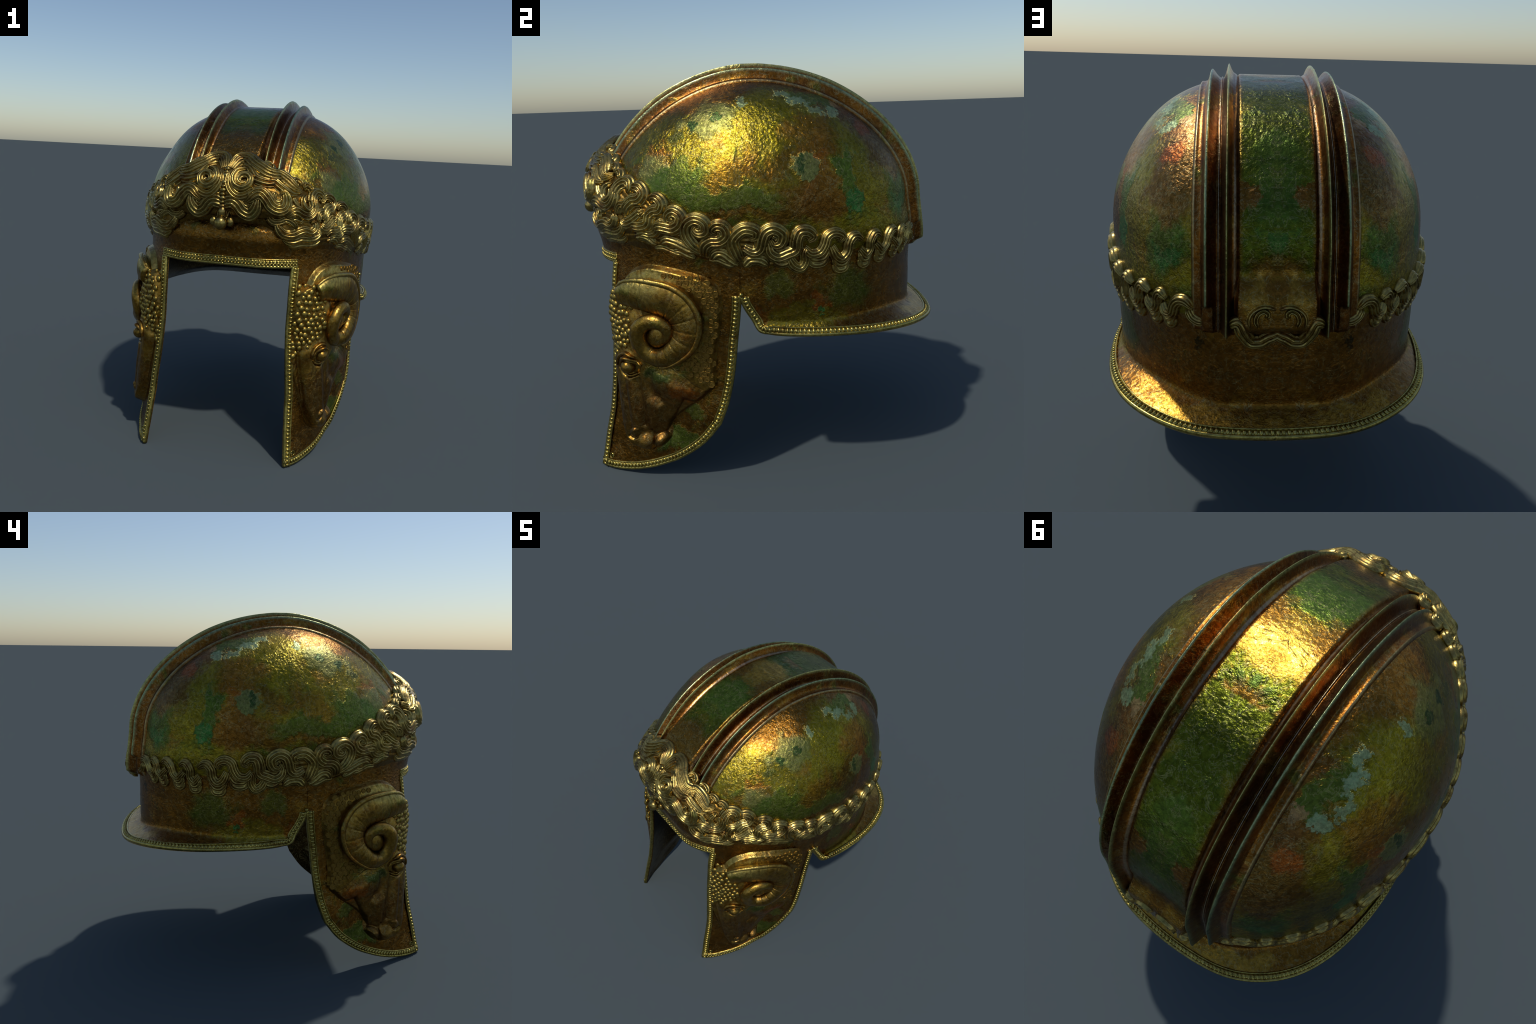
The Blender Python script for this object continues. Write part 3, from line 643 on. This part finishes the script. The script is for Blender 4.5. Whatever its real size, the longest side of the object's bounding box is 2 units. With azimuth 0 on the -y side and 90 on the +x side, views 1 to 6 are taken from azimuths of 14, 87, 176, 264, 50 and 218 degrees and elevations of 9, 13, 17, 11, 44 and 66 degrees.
# ================================================================ ram heads on the cheek guards
K = 1/82.0                                                # metres per section degree on the cheek
def sd_poly(P, poly):
    """signed distance (inside positive) to a polygon"""
    shape = P.shape[:-1]; P = P.reshape(-1, 2)
    A = np.array(poly); Bq = np.roll(A, -1, 0); E = Bq - A; out = np.zeros(len(P))
    for i in range(0, len(P), 20000):
        Q = P[i:i+20000, None, :]; w = Q - A
        t = np.clip((w*E).sum(-1)/(E*E).sum(-1), 0, 1)
        d = np.linalg.norm(w - E*t[..., None], axis=-1).min(-1)
        c1 = Q[..., 1] >= A[:, 1]; c2 = Q[..., 1] < Bq[:, 1]; cr = E[:, 0]*w[..., 1] > E[:, 1]*w[..., 0]
        inside = (((c1 & c2 & cr) | (~c1 & ~c2 & ~cr)).sum(-1) % 2) == 1
        out[i:i+20000] = np.where(inside, d, -d)
    return out.reshape(shape)
def rounded(poly, n=76):
    """closed smooth outline through the corner points, in metres"""
    A = np.array(poly)*[K, 1]
    L = catmull(np.vstack([A[-2:], A, A[:3]]), 400)
    i0 = int(np.argmin(np.linalg.norm(L[:100] - A[0], axis=1))); i1 = 300 + int(np.argmin(np.linalg.norm(L[300:] - A[0], axis=1)))
    return resample(L[i0:i1 + 1], n + 1)[:-1]
def cap(P, a, b, ra, rb, ha, hb, pw=1.0):
    """rounded ridge from a to b (radius, height at both ends)"""
    a = np.array([a[0]*K, a[1]]); b = np.array([b[0]*K, b[1]]); e = b - a
    t = np.clip(((P - a)@e)/(e@e), 0, 1)
    d = np.linalg.norm(P - a - e*t[..., None], axis=-1)/(ra + (rb - ra)*t)
    return (ha + (hb - ha)*t)*np.clip(1 - d*d, 0, 1)**pw
def smax(*hs, k=90.0):
    h = np.stack(hs); m = h.max(0)
    return m + np.log(np.exp((h - m)*k).sum(0))/k - math.log(len(hs))/k*np.exp(-m*k)
def lump(P, c, r, h): return cap(P, c, (c[0] + .01, c[1]), r, r, h, h, 1.0)
def groove(P, pts, r, d):
    c = catmull(np.array(pts)*[K, 1], 60)
    q = np.linalg.norm(P[..., None, :] - c, axis=-1).min(-1)
    return -d*np.exp(-(q/r)**2)
def sm(x): x = np.clip(x, 0, 1); return x*x*(3 - 2*x)

PANEL = [(33.5, .93), (34, .99), (37.5, 1.045), (42, 1.075), (48.5, 1.090), (57.6, 1.078), (66, 1.055), (71, 1.030), (73.6, .985), (74.2, .90), (73.8, .82), (73, .70), (73.3, .58), (74.0, .525), (71.7, .475), (66, .46), (58, .52), (44, .60), (30, .62), (27, .72), (26.5, .88), (28.5, .945)]
HEAD = [(27.5, .90), (29, .955), (36, .98), (46, .90), (54, .66), (62, .58), (70, .52), (71.4, .475), (68.4, .430), (62.7, .368), (58.4, .300), (59.0, .262), (58.8, .216), (55.2, .160), (50.6, .148), (44.6, .180), (40.4, .245), (35.6, .340), (31.4, .45), (28.8, .53), (27.5, .60), (26, .72)]
PANEL_M, HEAD_M = rounded(PANEL), rounded(HEAD)
def ram_height(p, z):
    P = np.stack(np.broadcast_arrays(p*K, z), -1)
    sp = sd_poly(P, PANEL_M); sh = sd_poly(P, HEAD_M)
    panel = .030*sm(sp/.028 + .25) + .006*sm((sp - .02)/.05)
    panel = np.maximum(panel, .062*np.clip(1 - (np.hypot(P[..., 0] - 54*K, P[..., 1] - .82)/.185)**2, 0, 1)**.5)
    head = smax(cap(P, (38, .88), (41, .64), .16, .11, .046, .066, .7), cap(P, (38.0, .60), (45.6, .225), .080, .074, .064, .054, .45), lump(P, (43.5, .79), .13, .066),
                cap(P, (50, .58), (67, .49), .10, .065, .048, .020, .9), cap(P, (58, .50), (52, .24), .085, .055, .038, .034, .9),
                lump(P, (41.5, .625), .062, .094), cap(P, (47, .66), (50.5, .30), .105, .078, .066, .040, .6), lump(P, (50.8, .205), .062, .056), lump(P, (56.2, .215), .040, .046))
    head = np.maximum(head, 0) * sm(sh/.024 + .32) + .010*sm(sh/.014 + .3)
    h = np.maximum(panel, head)
    h = h + cap(P, (43.5, .52), (47.2, .28), .040, .030, .014, .012, 1.2) + cap(P, (55, .52), (63, .47), .065, .045, .014, .010, 1.2) + cap(P, (53, .40), (54, .28), .045, .035, .010, .008, 1.2)
    h = h + lump(P, (46.8, .250), .026, .016)
    h = h + groove(P, [(44.6, .222), (46.4, .214), (47.6, .222)], .006, .010)
    h = h + groove(P, [(52.6, .265), (53.8, .235), (54.2, .200), (54.3, .158)], .005, .014)
    h = h + groove(P, [(45, .52), (46.5, .44), (47.2, .36), (49.0, .29)], .016, .009)
    h = h + groove(P, [(50.5, .55), (52, .47), (55, .42)], .020, .010) + groove(P, [(58, .40), (55.4, .33), (55, .28)], .016, .006)
    h = h + groove(P, [(37.6, .575), (39.4, .545), (42.2, .535), (45.2, .553), (46.2, .59), (45.4, .615), (42, .628), (38.6, .61), (37.6, .575)], .008, .012)
    inside = np.maximum(sp, sh)
    h = np.where(inside > -.012, h, -.010) - .010*(1 - sm((inside + .012)/.010))
    return h, inside, sh
pr_, zr_ = np.meshgrid(np.linspace(25.6, 76, 300), np.linspace(1.105, .130, 560))
hh, ins, shd = ram_height(pr_, zr_)
nz1 = np.sin(pr_*1.9 + 3*np.sin(zr_*19))*np.sin(zr_*61 + 2*np.sin(pr_*.7)); nz2 = np.sin(pr_*4.3 + zr_*90)*np.sin(zr_*150 - pr_*2.1)
hh = hh + np.where(ins > 0, .0006*nz1, 0)
RX = surf(pr_, zr_, hh)
keepF = quads(*pr_.shape, flip=True)
ok = (ins.ravel() > -.016)
keepF = keepF[ok[keepF].all(1)]
used = np.unique(keepF); remap = np.full(pr_.size, -1); remap[used] = np.arange(len(used))
rams = both("ram_head", RX.reshape(-1, 3)[used], remap[keepF], M["ram"], cheeks)

def relief(p, z, h=0.0):
    p, z = np.broadcast_arrays(np.asarray(p, float), np.asarray(z, float))
    return surf(p, z, ram_height(p, z)[0] + h)

# --- horn: a coil that widens from its tip, with a keel along the outside and growth rings
HORN = [(37.0, .940, .050, .044), (41, .956, .066, .046), (45.5, .958, .076, .044), (51.8, .949, .082, .040), (57.5, .932, .084, .040), (61.4, .893, .080, .042), (63.6, .830, .072, .050), (63.0, .750, .062, .062),
        (59.8, .692, .052, .074), (56.2, .660, .047, .076), (52.0, .657, .043, .064), (48.4, .684, .043, .070), (46.6, .737, .043, .078), (46.8, .788, .042, .082), (49.2, .828, .038, .078), (52.8, .840, .035, .072),
        (56.0, .824, .032, .066), (57.4, .790, .030, .062), (56.6, .756, .026, .058), (54.8, .742, .020, .056), (53.4, .752, .012, .056)]
hc = catmull([(a*K, b, c, d) for a, b, c, d in HORN], 260)
hp, hz, hw, hl = hc[:, 0]/K, hc[:, 1], hc[:, 2], hc[:, 3] + .008
C0 = surf(hp, hz, hl); NH = unit(surf(hp, hz, hl + .02) - C0)
kk = 40; ang = np.linspace(0, 2*math.pi, kk, endpoint=False)
arc = np.concatenate([[0], np.cumsum(np.linalg.norm(np.diff(C0, axis=0), axis=1))])
ring = 1 - .05*np.exp(-((arc[:, None] % .052 - .026)/.004)**2)*(arc[:, None] < arc[-1]*.62)*(np.sin(ang)[None] > -.2)
cross = np.stack([np.cos(ang)[None]*hw[:, None]*ring, np.sin(ang)[None]*np.minimum(hw*.85, .036)[:, None]*ring], -1)
V, F = sweep(C0, NH, cross)
horns = both("horn", V, F, M["ram"], cheeks)
ko = np.arange(0, 150)
TT = unit(np.gradient(C0, axis=0)); SS = unit(np.cross(TT, NH))
out = C0 + SS*hw[:, None]*.93*(1 if ((C0[60] - C0[200])@SS[60]) > 0 else -1) + NH*.012
taper_k = np.sin(np.linspace(.15, math.pi*.96, 150))[:, None, None]**.5
V, F = sweep(out[ko], NH[ko], np.tile(circle(.016, 12), (150, 1, 1))*taper_k)
both("horn_keel", V, F, M["ram"], cheeks)

V, F = uv_ball((.062, .062, .030)); nC = unit(surf(52.6, .762, .05) - surf(52.6, .762)); tC = unit(np.cross(nC, [0, 0, 1])); bC = np.cross(nC, tC)
both("horn_core", V[:, :1]*tC + V[:, 1:2]*bC + V[:, 2:]*nC + surf(52.6, .762, .058), F, M["ram"], cheeks)

# --- eye and lids
E0 = surf(41.8, .588, float(ram_height(np.array(41.8), np.array(.588))[0]) + .002)
V, F = uv_ball((.036, .036, .034)); both("eye", V + E0, F, M["ram"], cheeks)
for pts, w, hgt in (([(37.2, .572), (38.2, .610), (41, .634), (44.5, .622), (47.5, .604)], .020, .014), ([(36.0, .580), (37.0, .626), (40.4, .654), (44.8, .640)], .018, .010), ([(37.6, .566), (39.8, .546), (43, .540), (46.4, .560)], .014, .009)):
    V, F = lock_mesh(pts, w, hgt, strands=0, n=50, surf_fn=lambda p, z, h=0: relief(p, z, h + .003), w0=.3, w1=.3, closed_k=13)
    both("eyelid", V, F, M["ram"], cheeks)

# --- fleece: round curls on the brow, flat scales down the neck
bV, bF = uv_ball((1, 1, 1), 14, 9)
curl_mesh = None
def scatter(name, spots, mat, kind_mesh):
    objs = []
    for (p, z, r, hgt, rot) in spots:
        P = relief(p, z, 0); n = unit(relief(p, z, .01) - P)
        t = unit(np.cross([0, 0, 1], n)); b = np.cross(n, t)
        c, s_ = math.cos(rot), math.sin(rot)
        t, b = t*c + b*s_, b*c - t*s_
        for sgn, ch in ((1, cheeks[0]), (-1, cheeks[1])):
            o = bpy.data.objects.new(name, kind_mesh)
            from mathutils import Matrix
            m4 = np.eye(4); m4[:3, 0] = t*r*[sgn, 1, 1]*sgn; m4[:3, 1] = b*r*[sgn, 1, 1]; m4[:3, 2] = n*hgt*[sgn, 1, 1]; m4[:3, 3] = P*[sgn, 1, 1]
            o.matrix_world = Matrix(m4.tolist())
            bpy.context.scene.collection.objects.link(o); o.parent = ch
            objs.append(o)
    return objs
def piece_mesh(name, V, F, mat):
    o = obj_from(name, V, F, mat); me = o.data; bpy.data.objects.remove(o); return me
curl_me = piece_mesh("fleece_curl", bV*[1, .92, 1], bF, M["curl"])
FLEECE = np.array([(27.2, .945), (30, .985), (36.5, .975), (41.0, .920), (44, .86), (43.5, .76), (42, .69), (36.5, .655), (32, .61), (29, .565), (27.2, .60), (26.8, .75)])
pts = []
row = 0; zz = .975
while zz > .57:
    r = .0180 - .0040*(.975 - zz)/.4
    q = 26.5 + (row % 2)*r/K
    while q < 46:
        pp = q + random.uniform(-.36, .36)*r/K; z2 = zz + random.uniform(-.40, .40)*r
        if sd_poly(np.array([pp*K, z2]), FLEECE*[K, 1]) > .004:
            rr = r*random.uniform(.78, 1.28); pts.append((pp, z2, rr, rr*.62, random.uniform(0, 3)))
        q += 2*r/K*1.04
    zz -= r*1.72; row += 1
scatter("fleece_curl", pts, None, curl_me)
# scales: shallow irregular hexagons with raised borders
a6 = np.linspace(0, 2*math.pi, 6, endpoint=False)
def hexring(r, h): return np.stack([np.cos(a6)*r, np.sin(a6)*r, np.full(6, h)], 1)
sc = np.stack([hexring(1.0, -.5), hexring(.97, .55), hexring(.88, .8), hexring(.74, .35), hexring(.4, .5), hexring(.02, .55)])
scale_me = piece_mesh("fleece_scale", sc.reshape(-1, 3), quads(6, 6, wrap=True), M["ram"])
spots = []
row = 0; zz = 1.045
while zz > .485:
    r = .0155
    q = 55 + (row % 2)*r/K*.9
    while q < 75:
        pp = q + random.uniform(-.2, .2)*r/K; z2 = zz + random.uniform(-.25, .25)*r
        P2 = np.array([pp*K, z2])
        dist = np.linalg.norm(hc[:, :2] - P2, axis=1) - hc[:, 2]
        if sd_poly(P2, PANEL_M) > .007 and dist.min() > .012 and sd_poly(P2, HEAD_M) < -.006:
            spots.append((pp, z2, r*random.uniform(.80, 1.25), .007, random.uniform(-.4, .4)))
        q += 2*r/K*.92
    zz -= r*1.6; row += 1
scatter("fleece_scale", spots, None, scale_me)
print("curls", len(pts), "scales", len(spots))

# ================================================================ beaded rims
def rim(C, N, I, parent, sgn_list, double=False, pitch=.0205, wide=.036):
    """border along an open edge: outer roll, row(s) of beads, thin inner fillet. C edge points, N outward normals, I inward directions"""
    n = len(C)
    sw = []
    sw.append(sweep(C + I*.005 - N*.006, N, np.tile(circle(.0095, 12, 1, 1.25), (n, 1, 1))))
    sw.append(sweep(C + I*wide + N*.001, N, np.tile(circle(.0042, 8), (n, 1, 1))))
    if double: sw.append(sweep(C + I*wide*.55 + N*.001, N, np.tile(circle(.0036, 8), (n, 1, 1))))
    # dark seat under the beads
    seat = np.array([(-.5, -.004), (.5, -.004), (.5, .0025), (-.5, .0025)])*[wide*.8, 1]
    sw.append(sweep(C + I*wide*.55, N, np.tile(seat, (n, 1, 1))))
    V, F = join(sw)
    arc = np.concatenate([[0], np.cumsum(np.linalg.norm(np.diff(C, axis=0), axis=1))])
    nb = int(arc[-1]/pitch)
    beads = []
    rows = ((.36, .0062), (.78, .0062)) if double else ((.56, .0108),)
    for k in range(nb):
        s_ = (k + .5)*arc[-1]/nb
        g = lambda A: np.array([np.interp(s_, arc, A[:, j]) for j in range(3)])
        c, nn, ii = g(C), unit(g(N)), unit(g(I)); tt_ = np.cross(nn, ii)
        for off, rr in rows:
            L = (rr*1.15, .0078, .0074)
            bb = smallV[:, :1]*ii*L[0] + smallV[:, 1:2]*tt_*L[1] + smallV[:, 2:]*nn*L[2]
            if np.dot(np.cross(ii, tt_), nn) < 0: bb = bb
            beads.append((c + ii*wide*off + nn*.0035 + bb, smallF))
    bVv, bFf = join(beads)
    for sg in sgn_list:
        par = parent if not isinstance(parent, (list, tuple)) else parent[0 if sg > 0 else 1]
        a = obj_from("rim_border", V*[sg, 1, 1], F if sg > 0 else [tuple(reversed(f)) for f in F], M["rim"], par)
        b = obj_from("rim_beads", bVv*[sg, 1, 1], bFf if sg > 0 else [tuple(reversed(f)) for f in bFf], M["rim"], par); b["kind"] = "stuff"
smallV, smallF = uv_ball((1, 1, 1), 10, 7)

def edge_frame(P, Nn, inner):
    """inward direction from an edge polyline and points a bit inside the sheet"""
    Tt = unit(np.gradient(P, axis=0)); I = inner - P
    I = I - (I*Tt).sum(-1, keepdims=True)*Tt; I = I - (I*Nn).sum(-1, keepdims=True)*Nn
    return unit(I)
def border(grid, norm, side, i0=0, i1=None):
    sl = {'l': (slice(i0, i1), 0, 4), 'r': (slice(i0, i1), -1, -5)}
    if side in 'lr':
        P, Nn, Q = grid[sl[side][0], sl[side][1]], norm[sl[side][0], sl[side][1]], grid[sl[side][0], sl[side][2]]
    else:
        P, Nn, Q = grid[-1, i0:i1], norm[-1, i0:i1], grid[-5, i0:i1]
    n = max(24, int(np.linalg.norm(np.diff(P, axis=0), axis=1).sum()/.009))
    A = resample(np.hstack([P, Nn, Q]), n, None) if False else np.hstack([resample(P, n), unit(resample(np.hstack([Nn]), n, None))*0, resample(P, n)*0])
    s0 = np.concatenate([[0], np.cumsum(np.linalg.norm(np.diff(P, axis=0), axis=1))]); t = np.linspace(0, s0[-1], n)
    f = lambda X: np.stack([np.interp(t, s0, X[:, k]) for k in range(3)], 1)
    P2, N2, Q2 = f(P), unit(f(Nn)), f(Q)
    return P2, N2, edge_frame(P2, N2, Q2)
rear_first = int(np.argmin(np.abs(CG[:, -1, 2] - .955)))
rear = border(CG, CN, 'r', rear_first); low_ = border(CG, CN, 'b'); front = border(CG, CN, 'l')
# rear and lower edge run on as one border
lowr = [a[::-1] for a in low_]
full = [np.concatenate([a, b[1:]]) for a, b in zip(rear, lowr)]
rim(*full, cheeks, (1, -1))
rim(*front, cheeks, (1, -1))
# brow edge, mirrored halves in one run
bp = np.concatenate([-1*np.ones(0)])
pb = np.linspace(-15, PF + 3.0, 60)
BP, BN = surf(pb, ZB + .002), normal_at(pb, ZB + .002)
BI = edge_frame(BP, BN, surf(pb, ZB + .02))
rim(BP, BN, BI, brow, (1, -1), double=True, wide=.044, pitch=.0185)
# neck guard: slanted front edge then the apron rim
nf = int(np.argmin(np.abs(NG[:, 0, 2] - .95)))
nl = border(NG, NNrm, 'l', nf); nb_ = border(NG, NNrm, 'b')
full = [np.concatenate([a, b[1:]]) for a, b in zip(nl, nb_)]
rim(*full, neck, (1, -1))
# little clasp where the two rims meet
b, f = uv_ball((.016, .012, .010), 14, 9)
cl = surf(PN + .3, .965, .004)
both("rim_clasp", b + cl, f, M["rim"], cheeks)
